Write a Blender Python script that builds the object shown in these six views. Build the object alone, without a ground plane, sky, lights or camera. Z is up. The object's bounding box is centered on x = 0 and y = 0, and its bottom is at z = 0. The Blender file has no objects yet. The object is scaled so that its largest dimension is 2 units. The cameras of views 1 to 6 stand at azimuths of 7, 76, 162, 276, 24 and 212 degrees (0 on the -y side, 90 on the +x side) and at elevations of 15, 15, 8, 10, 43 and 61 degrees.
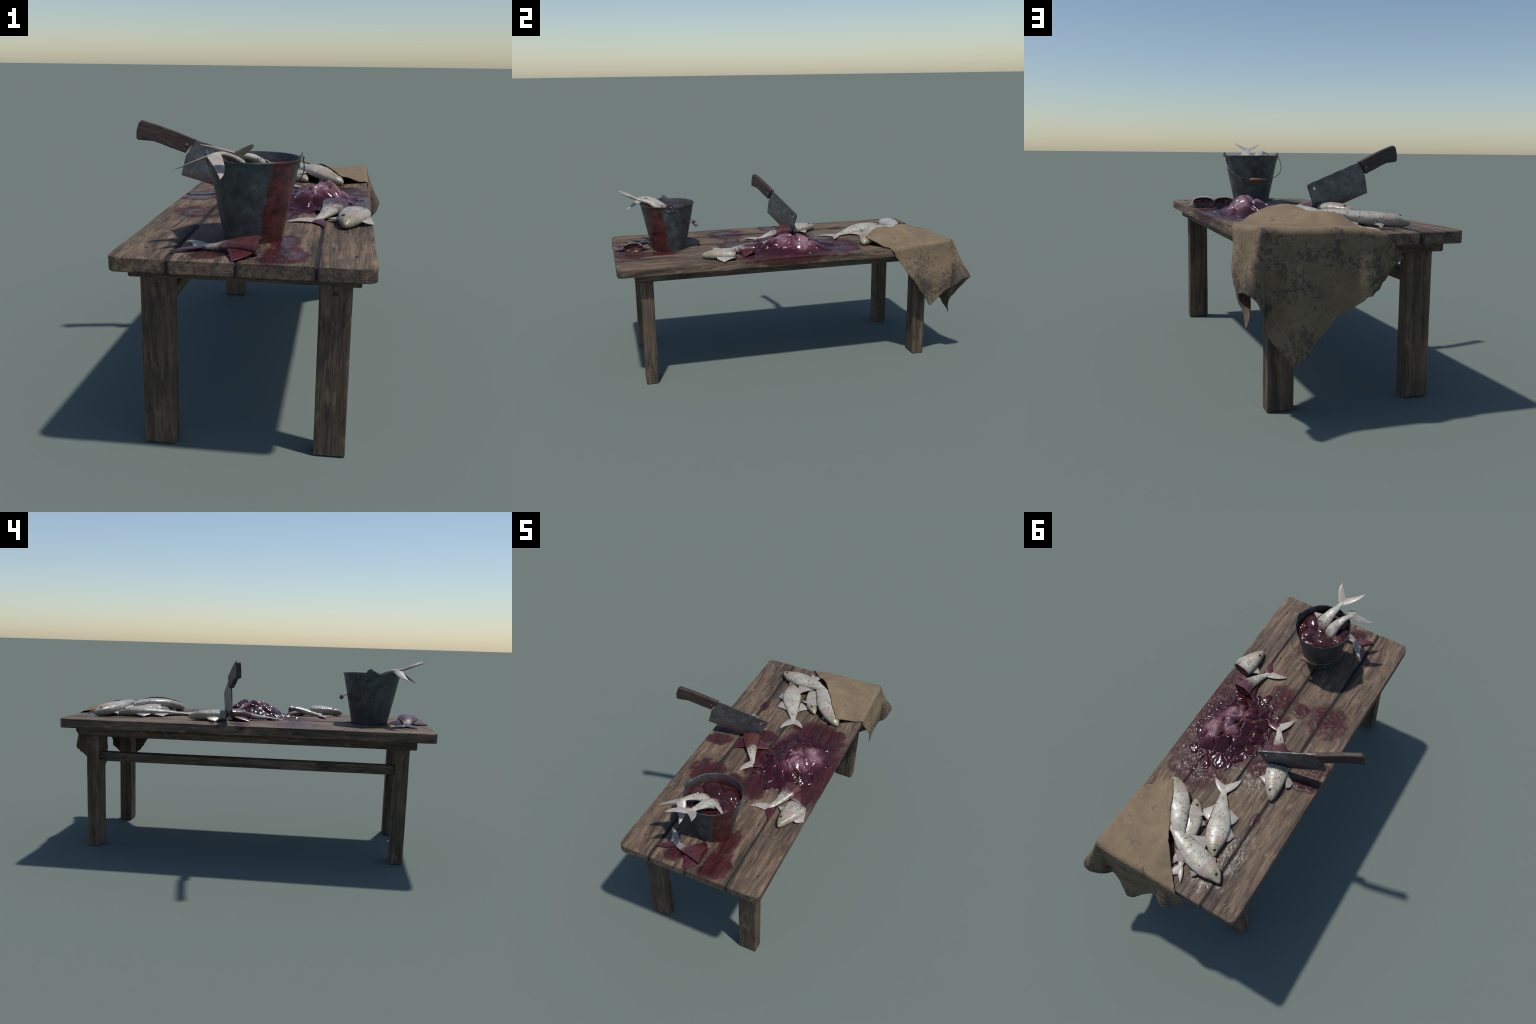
import bpy, math, random
from mathutils import Vector, noise, Matrix

random.seed(7)
TOP = 0.681                    # height of the table top
COL = bpy.context.scene.collection

# ------------------------------------------------------------------ helpers
def thing(name, loc, label, category):
    e = bpy.data.objects.new(name, None)
    e.empty_display_size = 0.05
    e.location = loc
    COL.objects.link(e)
    e["label"] = label
    e["category"] = category
    return e

def add(name, verts, faces, mat, parent=None, smooth=True, mats=None, face_mats=None):
    me = bpy.data.meshes.new(name)
    me.from_pydata([tuple(v) for v in verts], [], faces)
    me.validate()
    me.update()
    for m in (mats or [mat]):
        me.materials.append(m)
    if face_mats:
        for p, i in zip(me.polygons, face_mats):
            p.material_index = i
    me.polygons.foreach_set("use_smooth", [smooth] * len(me.polygons))
    ob = bpy.data.objects.new(name, me)
    COL.objects.link(ob)
    if parent is not None:
        ob.parent = parent
        ob.matrix_parent_inverse = Matrix.Translation(parent.location).inverted()
    return ob

def smooth_by_angle(ob, deg=35):
    me = ob.data
    import bmesh
    bm = bmesh.new()
    bm.from_mesh(me)
    for e in bm.edges:
        if len(e.link_faces) == 2 and e.calc_face_angle(0) > math.radians(deg):
            e.smooth = False
    bm.to_mesh(me)
    bm.free()

def fix_normals(ob):
    import bmesh
    bm = bmesh.new()
    bm.from_mesh(ob.data)
    bmesh.ops.recalc_face_normals(bm, faces=bm.faces)
    bm.to_mesh(ob.data)
    bm.free()

def lerp_table(tab, s):
    if s <= tab[0][0]:
        return tab[0][1]
    for (a, x), (b, y) in zip(tab, tab[1:]):
        if s <= b:
            return x + (y - x) * (s - a) / (b - a)
    return tab[-1][1]

def catmull(pts, t):
    """point at t in 0..1 on a Catmull-Rom curve through pts"""
    n = len(pts) - 1
    f = min(max(t, 0), 1) * n
    i = min(int(f), n - 1)
    u = f - i
    p1, p2 = pts[i], pts[i + 1]
    p0 = pts[i - 1] if i > 0 else p1 * 2 - p2
    p3 = pts[i + 2] if i + 2 <= n else p2 * 2 - p1
    return 0.5 * (2 * p1 + (p2 - p0) * u + (2 * p0 - 5 * p1 + 4 * p2 - p3) * u * u + (3 * p1 - p0 - 3 * p2 + p3) * u ** 3)

def N(x, y, z):
    return noise.noise(Vector((x, y, z)))

def smoothstep(a, b, x):
    t = min(1, max(0, (x - a) / (b - a)))
    return t * t * (3 - 2 * t)

# ------------------------------------------------------------------ node helper
class Nodes:
    def __init__(self, name):
        self.mat = bpy.data.materials.new(name)
        self.mat.use_nodes = True
        self.nt = self.mat.node_tree
        self.bsdf = self.nt.nodes["Principled BSDF"]
        self.co = self.nt.nodes.new("ShaderNodeTexCoord").outputs["Object"]

    def link(self, val, sock):
        if isinstance(val, bpy.types.NodeSocket):
            self.nt.links.new(val, sock)
        elif val is not None:
            if isinstance(val, (tuple, list)) and len(val) == 3 and sock.type == 'RGBA':
                val = (*val, 1)
            sock.default_value = val

    def math(self, op, a, b=None, c=None, clamp=False):
        n = self.nt.nodes.new("ShaderNodeMath")
        n.operation = op
        n.use_clamp = clamp
        for v, s in zip((a, b, c), n.inputs):
            self.link(v, s)
        return n.outputs[0]

    def vmath(self, op, a, b=None):
        n = self.nt.nodes.new("ShaderNodeVectorMath")
        n.operation = op
        self.link(a, n.inputs[0])
        if b is not None:
            self.link(b, n.inputs[1])
        return n.outputs["Value"] if op in ("LENGTH", "DOT_PRODUCT", "DISTANCE") else n.outputs[0]

    def mapping(self, vec, loc=(0, 0, 0), rot=(0, 0, 0), scale=(1, 1, 1), kind="POINT"):
        n = self.nt.nodes.new("ShaderNodeMapping")
        n.vector_type = kind
        self.link(vec, n.inputs["Vector"])
        n.inputs["Location"].default_value = loc
        n.inputs["Rotation"].default_value = rot
        n.inputs["Scale"].default_value = scale
        return n.outputs[0]

    def noise(self, vec, scale, detail=4, rough=0.55, dist=0.0):
        n = self.nt.nodes.new("ShaderNodeTexNoise")
        self.link(vec, n.inputs["Vector"])
        n.inputs["Scale"].default_value = scale
        n.inputs["Detail"].default_value = detail
        n.inputs["Roughness"].default_value = rough
        n.inputs["Distortion"].default_value = dist
        return n.outputs["Fac"]

    def voronoi(self, vec, scale, feature="F1", rand=1.0, out="Distance"):
        n = self.nt.nodes.new("ShaderNodeTexVoronoi")
        n.feature = feature
        self.link(vec, n.inputs["Vector"])
        n.inputs["Scale"].default_value = scale
        n.inputs["Randomness"].default_value = rand
        return n.outputs[out]

    def ramp(self, fac, stops):
        n = self.nt.nodes.new("ShaderNodeValToRGB")
        cr = n.color_ramp
        while len(cr.elements) < len(stops):
            cr.elements.new(0.5)
        for e, (p, c) in zip(cr.elements, stops):
            e.position = p
            e.color = (*c, 1) if isinstance(c, (tuple, list)) else (c, c, c, 1)
        self.link(fac, n.inputs[0])
        return n.outputs[0]

    def step(self, x, a, b, lo=0.0, hi=1.0):
        n = self.nt.nodes.new("ShaderNodeMapRange")
        n.interpolation_type = "SMOOTHSTEP"
        self.link(x, n.inputs["Value"])
        n.inputs["From Min"].default_value = a
        n.inputs["From Max"].default_value = b
        n.inputs["To Min"].default_value = lo
        n.inputs["To Max"].default_value = hi
        return n.outputs[0]

    def mix(self, fac, a, b, mode="MIX"):
        n = self.nt.nodes.new("ShaderNodeMix")
        n.data_type = "RGBA"
        n.blend_type = mode
        self.link(fac, n.inputs[0])
        self.link(a, n.inputs[6])
        self.link(b, n.inputs[7])
        return n.outputs[2]

    def fmix(self, fac, a, b):
        n = self.nt.nodes.new("ShaderNodeMix")
        self.link(fac, n.inputs[0])
        self.link(a, n.inputs[2])
        self.link(b, n.inputs[3])
        return n.outputs[0]

    def sep(self, vec):
        n = self.nt.nodes.new("ShaderNodeSeparateXYZ")
        self.link(vec, n.inputs[0])
        return n.outputs

    def ellipse(self, cx, cy, rx, ry, rot=0.0):
        """1 at the centre of an ellipse seen from above, 0 on its border, negative outside"""
        v = self.mapping(self.co, (cx, cy, 0), (0, 0, math.radians(rot)), (rx, ry, 1e4), "TEXTURE")
        return self.math("SUBTRACT", 1.0, self.vmath("LENGTH", v))

    def bump(self, height, strength=0.3, dist=0.01, normal=None):
        n = self.nt.nodes.new("ShaderNodeBump")
        n.inputs["Strength"].default_value = strength
        n.inputs["Distance"].default_value = dist
        self.link(height, n.inputs["Height"])
        if normal is not None:
            self.link(normal, n.inputs["Normal"])
        return n.outputs[0]

    def done(self, color, rough=0.5, normal=None, metallic=0.0, spec=0.5, coat=None, **kw):
        b = self.bsdf.inputs
        self.link(color, b["Base Color"])
        self.link(rough, b["Roughness"])
        self.link(metallic, b["Metallic"])
        self.link(spec, b["Specular IOR Level"])
        if normal is not None:
            self.link(normal, b["Normal"])
        if coat is not None:
            self.link(coat, b["Coat Weight"])
            b["Coat Roughness"].default_value = 0.12
        for k, v in kw.items():
            self.link(v, b[k.replace("_", " ")])
        return self.mat

# ------------------------------------------------------------------ materials
BLOOD = (0.058, 0.007, 0.011)
BLOOD_DEEP = (0.028, 0.005, 0.007)

# blood stains and wet patches on the table, as ellipses seen from above: x, y, rx, ry, turn
STAINS = [(0.25, 0.02, 0.25, 0.33, 0), (0.40, -0.06, 0.13, 0.33, 0), (0.09, -0.30, 0.11, 0.13, 0),
          (0.27, 0.26, 0.19, 0.15, 0), (-0.02, 0.12, 0.08, 0.07, 0), (0.01, -0.10, 0.07, 0.16, 0),
          (-0.19, -0.31, 0.13, 0.12, 20), (-0.03, -0.30, 0.06, 0.06, 0), (-0.27, -0.02, 0.10, 0.06, 20),
          (-0.28, 0.09, 0.10, 0.05, 20), (0.175, -0.895, 0.085, 0.125, 8), (0.165, -0.76, 0.055, 0.14, 0), (0.15, -0.96, 0.08, 0.05, 0),
          (-0.05, -0.92, 0.07, 0.05, 30), (-0.16, 0.40, 0.03, 0.06, 0)]
WET = [(-0.15, 0.62, 0.13, 0.18, 0), (-0.13, 0.76, 0.13, 0.11, 0), (0.24, 0.06, 0.27, 0.35, 0),
       (0.0, 0.2, 0.16, 0.12, 0)]

def wood(name, axis, stained=False, tint=1.0):
    k = Nodes(name)
    info = k.nt.nodes.new("ShaderNodeObjectInfo")
    off = k.vmath("SCALE", (3.1, 5.7, 9.3))
    sc = off.node
    k.link(info.outputs["Random"], sc.inputs["Scale"])
    p = k.vmath("ADD", k.co, off)
    stretch = [1.0, 1.0, 1.0]
    stretch[axis] = 0.07
    warp = k.noise(k.mapping(p, scale=[3 if i != axis else 1.5 for i in range(3)]), 1.0, 3)
    pg = k.mapping(p, scale=stretch)
    wv = k.vmath("SCALE", (1.0, 1.0, 1.0))
    k.link(k.math("MULTIPLY", warp, 0.04), wv.node.inputs["Scale"])
    pg = k.vmath("ADD", pg, wv)
    fine = k.noise(pg, 130, 6, 0.65)
    mid = k.noise(pg, 34, 5, 0.6, 0.4)
    big = k.noise(p, 5.5, 4, 0.6)
    blotch = k.noise(k.mapping(p, scale=[1.0 if i != axis else 0.35 for i in range(3)]), 34, 4, 0.65)
    tone = k.math("ADD", k.math("MULTIPLY", mid, 0.55), k.math("MULTIPLY", fine, 0.45))
    t = tint
    col = k.ramp(tone, [(0.36, (0.030 * t, 0.022 * t, 0.017 * t)), (0.46, (0.100 * t, 0.068 * t, 0.047 * t)),
                        (0.55, (0.180 * t, 0.123 * t, 0.083 * t)), (0.70, (0.290 * t, 0.200 * t, 0.135 * t))])
    col = k.mix(k.step(big, 0.36, 0.62, 0.42, 0.0), col, (0.052 * t, 0.043 * t, 0.036 * t))
    col = k.mix(k.step(blotch, 0.55, 0.70, 0.0, 0.55), col, (0.30 * t, 0.205 * t, 0.135 * t))
    # dark cracks along the grain
    pc = k.mapping(p, scale=[1.0 if i != axis else 0.03 for i in range(3)])
    crack = k.noise(pc, 70, 2, 0.45, 0.1)
    crack = k.math("MULTIPLY", k.step(k.math("ABSOLUTE", k.math("SUBTRACT", crack, 0.5)), 0.0, 0.016, 1.0, 0.0),
                   k.step(k.noise(p, 9, 2), 0.42, 0.55))
    col = k.mix(k.math("MULTIPLY", crack, 0.8), col, (0.02, 0.015, 0.012))
    if stained:
        for gx, gw in gaps:
            near = k.math("ABSOLUTE", k.math("SUBTRACT", k.sep(k.co)[0], gx))
            near = k.math("ADD", near, k.math("MULTIPLY", k.math("SUBTRACT", mid, 0.5), 0.05))
            col = k.mix(k.step(near, gw, gw + 0.016, 0.75, 0.0), col, (0.030, 0.024, 0.022))
    height = k.math("SUBTRACT", tone, k.math("MULTIPLY", crack, 0.5))
    rough = 0.72
    strength = 0.55
    if stained:
        z = k.sep(k.co)[2]
        upper = k.step(z, TOP - 0.045, TOP - 0.004)
        jag = k.math("ADD", k.math("MULTIPLY", k.math("SUBTRACT", k.noise(p, 16, 5, 0.6), 0.5), 1.1),
                     k.math("MULTIPLY", k.math("SUBTRACT", mid, 0.5), 0.6))
        def union(items):
            m = None
            for it in items:
                e = k.ellipse(*it)
                m = e if m is None else k.math("MAXIMUM", m, e)
            return m
        raw = k.math("ADD", union(STAINS), jag)
        raw = k.math("SUBTRACT", raw, k.math("MULTIPLY", k.math("SUBTRACT", 1.0, upper), 0.35))
        blood = k.step(raw, -0.02, 0.28)
        wetraw = k.math("ADD", union(WET), k.math("MULTIPLY", jag, 1.3))
        wet = k.math("MULTIPLY", k.step(wetraw, 0.05, 0.5), k.step(z, TOP - 0.012, TOP - 0.003))
        bl = k.mix(k.step(k.noise(pg, 45, 4), 0.35, 0.65), BLOOD_DEEP, BLOOD)
        col = k.mix(k.math("MULTIPLY", blood, k.step(tone, 0.35, 0.6, 0.97, 0.86)), col, bl)
        gloss = k.math("MAXIMUM", k.math("MULTIPLY", k.step(raw, 0.1, 0.55), k.step(z, TOP - 0.012, TOP - 0.003)), wet)
        rough = k.fmix(gloss, 0.72, 0.27)
        ripple = k.noise(k.mapping(p, scale=(1, 0.38, 1)), 58, 2, 0.5)
        height = k.math("ADD", height, k.math("MULTIPLY", k.math("MULTIPLY", ripple, gloss), 1.3))
    nrm = k.bump(height, strength, 0.008)
    return k.done(col, rough, nrm, spec=0.35)

def skin(name, nose, tail, length, bloody=None, wet=0.0):
    """spotted pale fish; s runs 0..1 from nose to tail fork, bloody = (s of clean, s of full blood)"""
    k = Nodes(name)
    nose = Vector(nose)
    d = (Vector(tail) - nose)
    d.z = 0
    d.normalize()
    rel = k.vmath("SUBTRACT", k.co, tuple(nose))
    s = k.math("DIVIDE", k.vmath("DOT_PRODUCT", rel, tuple(d)), length)
    body = k.ramp(k.noise(k.co, 22, 5, 0.6), [(0.3, (0.31, 0.275, 0.220)), (0.48, (0.40, 0.370, 0.310)), (0.7, (0.49, 0.460, 0.395))])
    head = k.ramp(k.noise(k.co, 40, 3), [(0.3, (0.215, 0.185, 0.122)), (0.7, (0.37, 0.335, 0.25))])
    col = k.mix(k.step(s, 0.12, 0.27), head, body)
    # black spots of uneven size, in back and flank
    pv = k.mapping(k.co, rot=(0, 0, -math.atan2(d.y, d.x)), scale=(0.8, 1.1, 1.0))
    v = k.voronoi(pv, 108)
    rnd = k.voronoi(pv, 108, out="Color")
    thr = k.math("MULTIPLY_ADD", k.sep(rnd)[0], 0.40, 0.0)
    spot = k.step(k.math("SUBTRACT", v, thr), -0.06, 0.06, 1.0, 0.0)
    spot = k.math("MULTIPLY", spot, k.step(s, 0.16, 0.28))
    spot = k.math("MULTIPLY", spot, k.step(s, 0.86, 0.98, 1.0, 0.0))
    col = k.mix(k.math("MULTIPLY", spot, 0.88), col, (0.035, 0.032, 0.032))
    # red gill slits
    wob = k.math("MULTIPLY", k.math("SUBTRACT", k.noise(k.co, 45, 3), 0.5), 0.045)
    sg = k.math("ADD", s, wob)
    wave = k.math("SINE", k.math("MULTIPLY", sg, 2 * math.pi / 0.021))
    zone = k.math("MULTIPLY", k.step(sg, 0.18, 0.205), k.step(sg, 0.275, 0.30, 1.0, 0.0))
    zone = k.math("MULTIPLY", zone, k.step(k.noise(k.co, 20, 2), 0.38, 0.52))
    col = k.mix(k.math("MULTIPLY", zone, 0.35), col, (0.40, 0.25, 0.22))
    col = k.mix(k.math("MULTIPLY", k.math("MULTIPLY", zone, k.step(wave, 0.1, 0.9)), 0.38), col, (0.25, 0.085, 0.08))
    rough = 0.34
    if bloody:
        a, b = bloody
        t = k.math("ADD", s, k.math("MULTIPLY", k.math("SUBTRACT", k.noise(k.co, 40, 4, 0.6), 0.5), 0.30))
        m = k.step(t, min(a, b), max(a, b), 0.0 if b > a else 1.0, 1.0 if b > a else 0.0)
        red = k.ramp(k.noise(k.co, 35, 4), [(0.3, (0.045, 0.007, 0.009)), (0.7, (0.095, 0.013, 0.016))])
        col = k.mix(k.math("MULTIPLY", m, 0.95), col, red)
    nrm = k.bump(k.noise(k.co, 220, 3), 0.12, 0.004)
    return k.done(col, rough, nrm, spec=0.45, coat=0.12 + wet)

def simple(name, c1, c2, scale, rough, bump=0.1, metallic=0.0, coat=None, spec=0.5, stretch=(1, 1, 1)):
    k = Nodes(name)
    p = k.mapping(k.co, scale=stretch)
    n = k.noise(p, scale, 5, 0.6)
    return k.done(k.ramp(n, [(0.32, c1), (0.68, c2)]), rough, k.bump(k.noise(p, scale * 3, 3), bump, 0.004),
                  metallic=metallic, coat=coat, spec=spec)

gaps = [(-0.166, 0.0055), (0.040, 0.0035), (0.276, 0.0048)]     # joints between planks: x, half width
M_PLANK = wood("weathered_plank_wood", 1, stained=True)
M_LEG = wood("leg_wood", 2, tint=0.86)
M_RAIL_Y = wood("rail_wood_long", 1, tint=0.78)
M_RAIL_X = wood("rail_wood_short", 0, tint=0.78)
M_IRON = simple("dark_iron", (0.03, 0.03, 0.032), (0.09, 0.085, 0.085), 80, 0.5, metallic=0.6)
M_FIN = simple("pale_fin", (0.30, 0.255, 0.225), (0.43, 0.385, 0.34), 45, 0.42, coat=0.15)
M_FIN_RED = simple("bloody_fin", (0.045, 0.008, 0.012), (0.105, 0.022, 0.030), 45, 0.35, coat=0.3)
M_EYE = simple("fish_eye", (0.006, 0.007, 0.009), (0.012, 0.013, 0.016), 20, 0.08, bump=0.0, coat=0.6)
M_FLESH = simple("cut_flesh", (0.020, 0.005, 0.006), (0.085, 0.018, 0.018), 60, 0.22, bump=0.5, coat=0.5)

# ------------------------------------------------------------------ table
def board(name, lo, hi, axis, mat, parent, stations, rough=0.0012, corner=None, chip=0.0):
    """A sawn board swept along one axis, with rounded long edges, a slightly uneven
    surface and (corner) rounded plan corners: corner = (radius, round low side, round high side)."""
    a0, a1 = lo[axis], hi[axis]
    o = [i for i in range(3) if i != axis]
    verts, faces = [], []
    rings = []
    r = 0.004
    ts = [0, 0.0035 / (a1 - a0)]
    if corner:
        c = corner[0] / (a1 - a0)
        ts += [c * f for f in (0.08, 0.17, 0.3, 0.45, 0.6, 0.8, 1.0)]
        ts = sorted(set(ts + [1 - t for t in ts] + [c + (1 - 2 * c) * i / stations for i in range(stations + 1)]))
    else:
        ts = sorted(set(ts + [1 - t for t in ts] + [i / stations for i in range(stations + 1)]))
    for t in ts:
        a = a0 + (a1 - a0) * t
        d = min(a - a0, a1 - a)
        x0, x1, y0, y1 = lo[o[0]], hi[o[0]], lo[o[1]], hi[o[1]]
        if corner:
            R = corner[0]
            inset = R - math.sqrt(max(0, R * R - max(0, R - d) ** 2))
            if corner[1]:
                x0 += inset
            if corner[2]:
                x1 -= inset
        e = max(0, 0.0035 - d)            # soften the ends
        y0 += e
        y1 -= e
        ring = []
        ny = max(2, int((hi[o[1]] - lo[o[1]]) / 0.007))
        nx = max(3, int((hi[o[0]] - lo[o[0]]) / 0.02))
        prof = [(x0 + r + (x1 - x0 - 2 * r) * i / nx, y0) for i in range(nx + 1)]
        prof += [(x1 - r * 0.3, y0 + r * 0.3)]
        prof += [(x1, y0 + r + (y1 - y0 - 2 * r) * i / ny) for i in range(ny + 1)]
        prof += [(x1 - r * 0.3, y1 - r * 0.3)]
        prof += [(x1 - r - (x1 - x0 - 2 * r) * i / nx, y1) for i in range(nx + 1)]
        prof += [(x0 + r * 0.3, y1 - r * 0.3)]
        prof += [(x0, y1 - r - (y1 - y0 - 2 * r) * i / ny) for i in range(ny + 1)]
        prof += [(x0 + r * 0.3, y0 + r * 0.3)]
        cx, cy = (x0 + x1) / 2, (y0 + y1) / 2
        for (px, py) in prof:
            v = [0, 0, 0]
            v[axis] = a
            v[o[0]], v[o[1]] = px, py
            g = [v[0] * 40, v[1] * 40, v[2] * 40]
            g[axis] *= 0.12
            n1 = N(*g)
            g2 = [c * 2.7 for c in g]
            n2 = N(*g2)
            side = abs(px - x0) < 1e-6 or abs(px - x1) < 1e-6
            dx, dy = px - cx, py - cy
            m = max(abs(dx) / (x1 - x0), abs(dy) / (y1 - y0))
            amt = rough * (n1 + 0.6 * n2)
            if side and chip:
                amt += -chip * max(0, n1 * 0.9 + n2 * 0.7 - 0.1)
            if abs(dx) / (x1 - x0) > abs(dy) / (y1 - y0) - 0.02:
                v[o[0]] += amt * (1 if dx > 0 else -1)
            if abs(dy) / (y1 - y0) > abs(dx) / (x1 - x0) - 0.02:
                v[o[1]] += amt * 0.5 * (1 if dy > 0 else -1)
            if d < 1e-6:
                v[axis] += rough * 0.8 * N(px * 45, py * 45, a * 3)
            ring.append(len(verts))
            verts.append(v)
        rings.append(ring)
    for r0, r1 in zip(rings, rings[1:]):
        n = len(r0)
        for i in range(n):
            j = (i + 1) % n
            faces.append((r0[i], r0[j], r1[j], r1[i]))
    faces.append(tuple(reversed(rings[0])))
    faces.append(tuple(rings[-1]))
    ob = add(name, verts, faces, mat, parent)
    fix_normals(ob)
    smooth_by_angle(ob, 38)
    return ob

table = thing("wooden_table", (0.05, -0.048, 0), "long weathered plank table with blood stains", "table")
BOT = 0.634
X0, X1, Y0, Y1 = -0.3510, 0.4535, -1.0, 0.903
edges = [X0] + [g for g, _ in gaps] + [X1]
for i in range(4):
    lo_x = edges[i] + (gaps[i - 1][1] if i > 0 else 0)
    hi_x = edges[i + 1] - (gaps[i][1] if i < 3 else 0)
    dz = (0.0, -0.0012, 0.0006, -0.0004)[i]
    dy = (0.0, 0.0015, -0.001, 0.0005)[i]
    board("plank", (lo_x, Y0 + abs(dy), BOT), (hi_x, Y1 - abs(dy), TOP + dz), 1, M_PLANK, table, 150, 0.0011,
          (0.034, i == 0, i == 3), chip=0.0065 if i in (0, 3) else 0.0)
# near-black strips filling the joints between the planks
M_JOINT_DARK = simple("joint_dark_strip", (0.012, 0.010, 0.010), (0.03, 0.024, 0.02), 60, 0.9)
for gx, gw in gaps:
    board("joint_dark_strip", (gx - gw - 0.003, Y0 + 0.004, BOT + 0.004), (gx + gw + 0.003, Y1 - 0.004, TOP - 0.005), 1, M_JOINT_DARK, table, 60, 0.0004)
# frame under the top
AZ0, AZ1 = 0.592, BOT - 0.001
for xa, xb in ((-0.313, -0.228), (0.326, 0.411)):
    board("long_rail", (xa, -0.907, AZ0), (xb, 0.811, AZ1), 1, M_RAIL_Y, table, 90, 0.001)
for ya, yb in ((-0.9065, -0.822), (0.726, 0.8105)):
    board("cross_rail", (-0.227, ya, AZ0 + 0.001), (0.325, yb, AZ1), 0, M_RAIL_X, table, 40, 0.001)
for xa, xb in ((-0.284, -0.180), (0.282, 0.385)):
    for ya, yb in ((-0.877, -0.811), (0.713, 0.780)):
        board("leg", (xa, ya, 0.0), (xb, yb, AZ0 - 0.0005), 2, M_LEG, table, 50, 0.0011)
board("stretcher", (-0.265, -0.8105, 0.4565), (-0.210, 0.7125, 0.5035), 1, M_RAIL_Y, table, 90, 0.001)

def dome(name, c, axis, r, h, mat, parent, seg=14):
    """a low domed nail or rivet head standing on a face; axis = outward normal"""
    ax = Vector(axis).normalized()
    u = ax.orthogonal().normalized()
    w = ax.cross(u)
    c = Vector(c)
    verts, faces = [], []
    for j, (rr, hh) in enumerate(((1.0, -0.6), (1.0, 0.25), (0.85, 0.65), (0.5, 0.92))):
        for i in range(seg):
            a = 2 * math.pi * i / seg
            verts.append(c + (u * math.cos(a) + w * math.sin(a)) * r * rr + ax * h * hh)
    verts.append(c + ax * h)
    for j in range(3):
        for i in range(seg):
            k = (i + 1) % seg
            faces.append((j * seg + i, j * seg + k, (j + 1) * seg + k, (j + 1) * seg + i))
    for i in range(seg):
        faces.append((3 * seg + i, 3 * seg + (i + 1) % seg, 4 * seg))
    faces.append(tuple(reversed(range(seg))))
    return add(name, verts, faces, mat, parent)

for x, y in ((-0.258, -0.880), (0.394, -0.876), (-0.266, 0.837), (-0.082, 0.839), (0.37, 0.84)):
    dome("nail", (x, y, TOP + 0.0002), (0, 0, 1), 0.0065, 0.0022, M_IRON, table)
for x in (-0.232, 0.333):
    dome("nail", (x, -0.877, 0.560), (0, -1, 0), 0.008, 0.002, M_IRON, table)
    dome("nail", (x, 0.780, 0.560), (0, 1, 0), 0.008, 0.002, M_IRON, table)
for y in (-0.785, 0.69):
    dome("nail", (-0.265, y, 0.480), (-1, 0, 0), 0.006, 0.002, M_IRON, table)

# ------------------------------------------------------------------ bucket
BC = Vector((0.051, -0.686, 0))
RIM_Z = 0.946
bucket = thing("metal_bucket", (BC.x, BC.y, TOP), "dark galvanised bucket with blood running down its side", "bucket")

def bucket_material(name, inner_side):
    k = Nodes(name)
    rel = k.vmath("SUBTRACT", k.co, (BC.x, BC.y, 0.0))
    x, y, z = k.sep(rel)
    ang = k.math("ARCTAN2", x, k.math("MULTIPLY", y, -1.0))       # 0 at -y, pi/2 at +x
    rad = k.math("SQRT", k.math("ADD", k.math("MULTIPLY", x, x), k.math("MULTIPLY", y, y)))
    h = k.math("DIVIDE", k.math("SUBTRACT", z, TOP), RIM_Z - TOP)
    wob = k.math("MULTIPLY", k.math("SUBTRACT", k.noise(k.co, 20, 4, 0.6), 0.5), 0.35)
    a = k.math("ADD", ang, wob)
    lo = k.math("MULTIPLY_ADD", h, 0.22, 0.30)
    hi = k.math("MULTIPLY_ADD", h, -0.22, 1.55)
    m = k.math("MULTIPLY", k.step(k.math("SUBTRACT", a, lo), -0.05, 0.09), k.step(k.math("SUBTRACT", hi, a), -0.05, 0.12))
    if inner_side:
        m = k.math("MULTIPLY", k.step(k.math("ADD", z, k.math("MULTIPLY", k.noise(k.co, 14, 3), 0.06)), 0.925, 0.975, 1.0, 0.0), 0.85)
    base = k.ramp(k.noise(k.co, 22, 6, 0.65), [(0.34, (0.046, 0.054, 0.056)), (0.55, (0.086, 0.098, 0.101)), (0.75, (0.165, 0.182, 0.186))])
    speck = k.step(k.noise(k.co, 110, 3, 0.6), 0.60, 0.74)
    base = k.mix(k.math("MULTIPLY", speck, 0.4), base, (0.22, 0.235, 0.235))
    red = k.ramp(k.noise(k.co, 26, 5, 0.6), [(0.36, (0.028, 0.008, 0.009)), (0.52, (0.078, 0.012, 0.013)), (0.70, (0.125, 0.022, 0.022))])
    col = k.mix(k.math("MULTIPLY", m, k.step(k.noise(k.co, 60, 4, 0.6), 0.35, 0.6, 0.80, 0.97)), base, red)
    rough = k.fmix(m, 0.52, 0.36)
    metal = k.fmix(m, 0.45, 0.0)
    return k.done(col, rough, k.bump(k.noise(k.co, 45, 5, 0.6), 0.35, 0.006), metallic=metal, spec=0.4)

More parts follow.
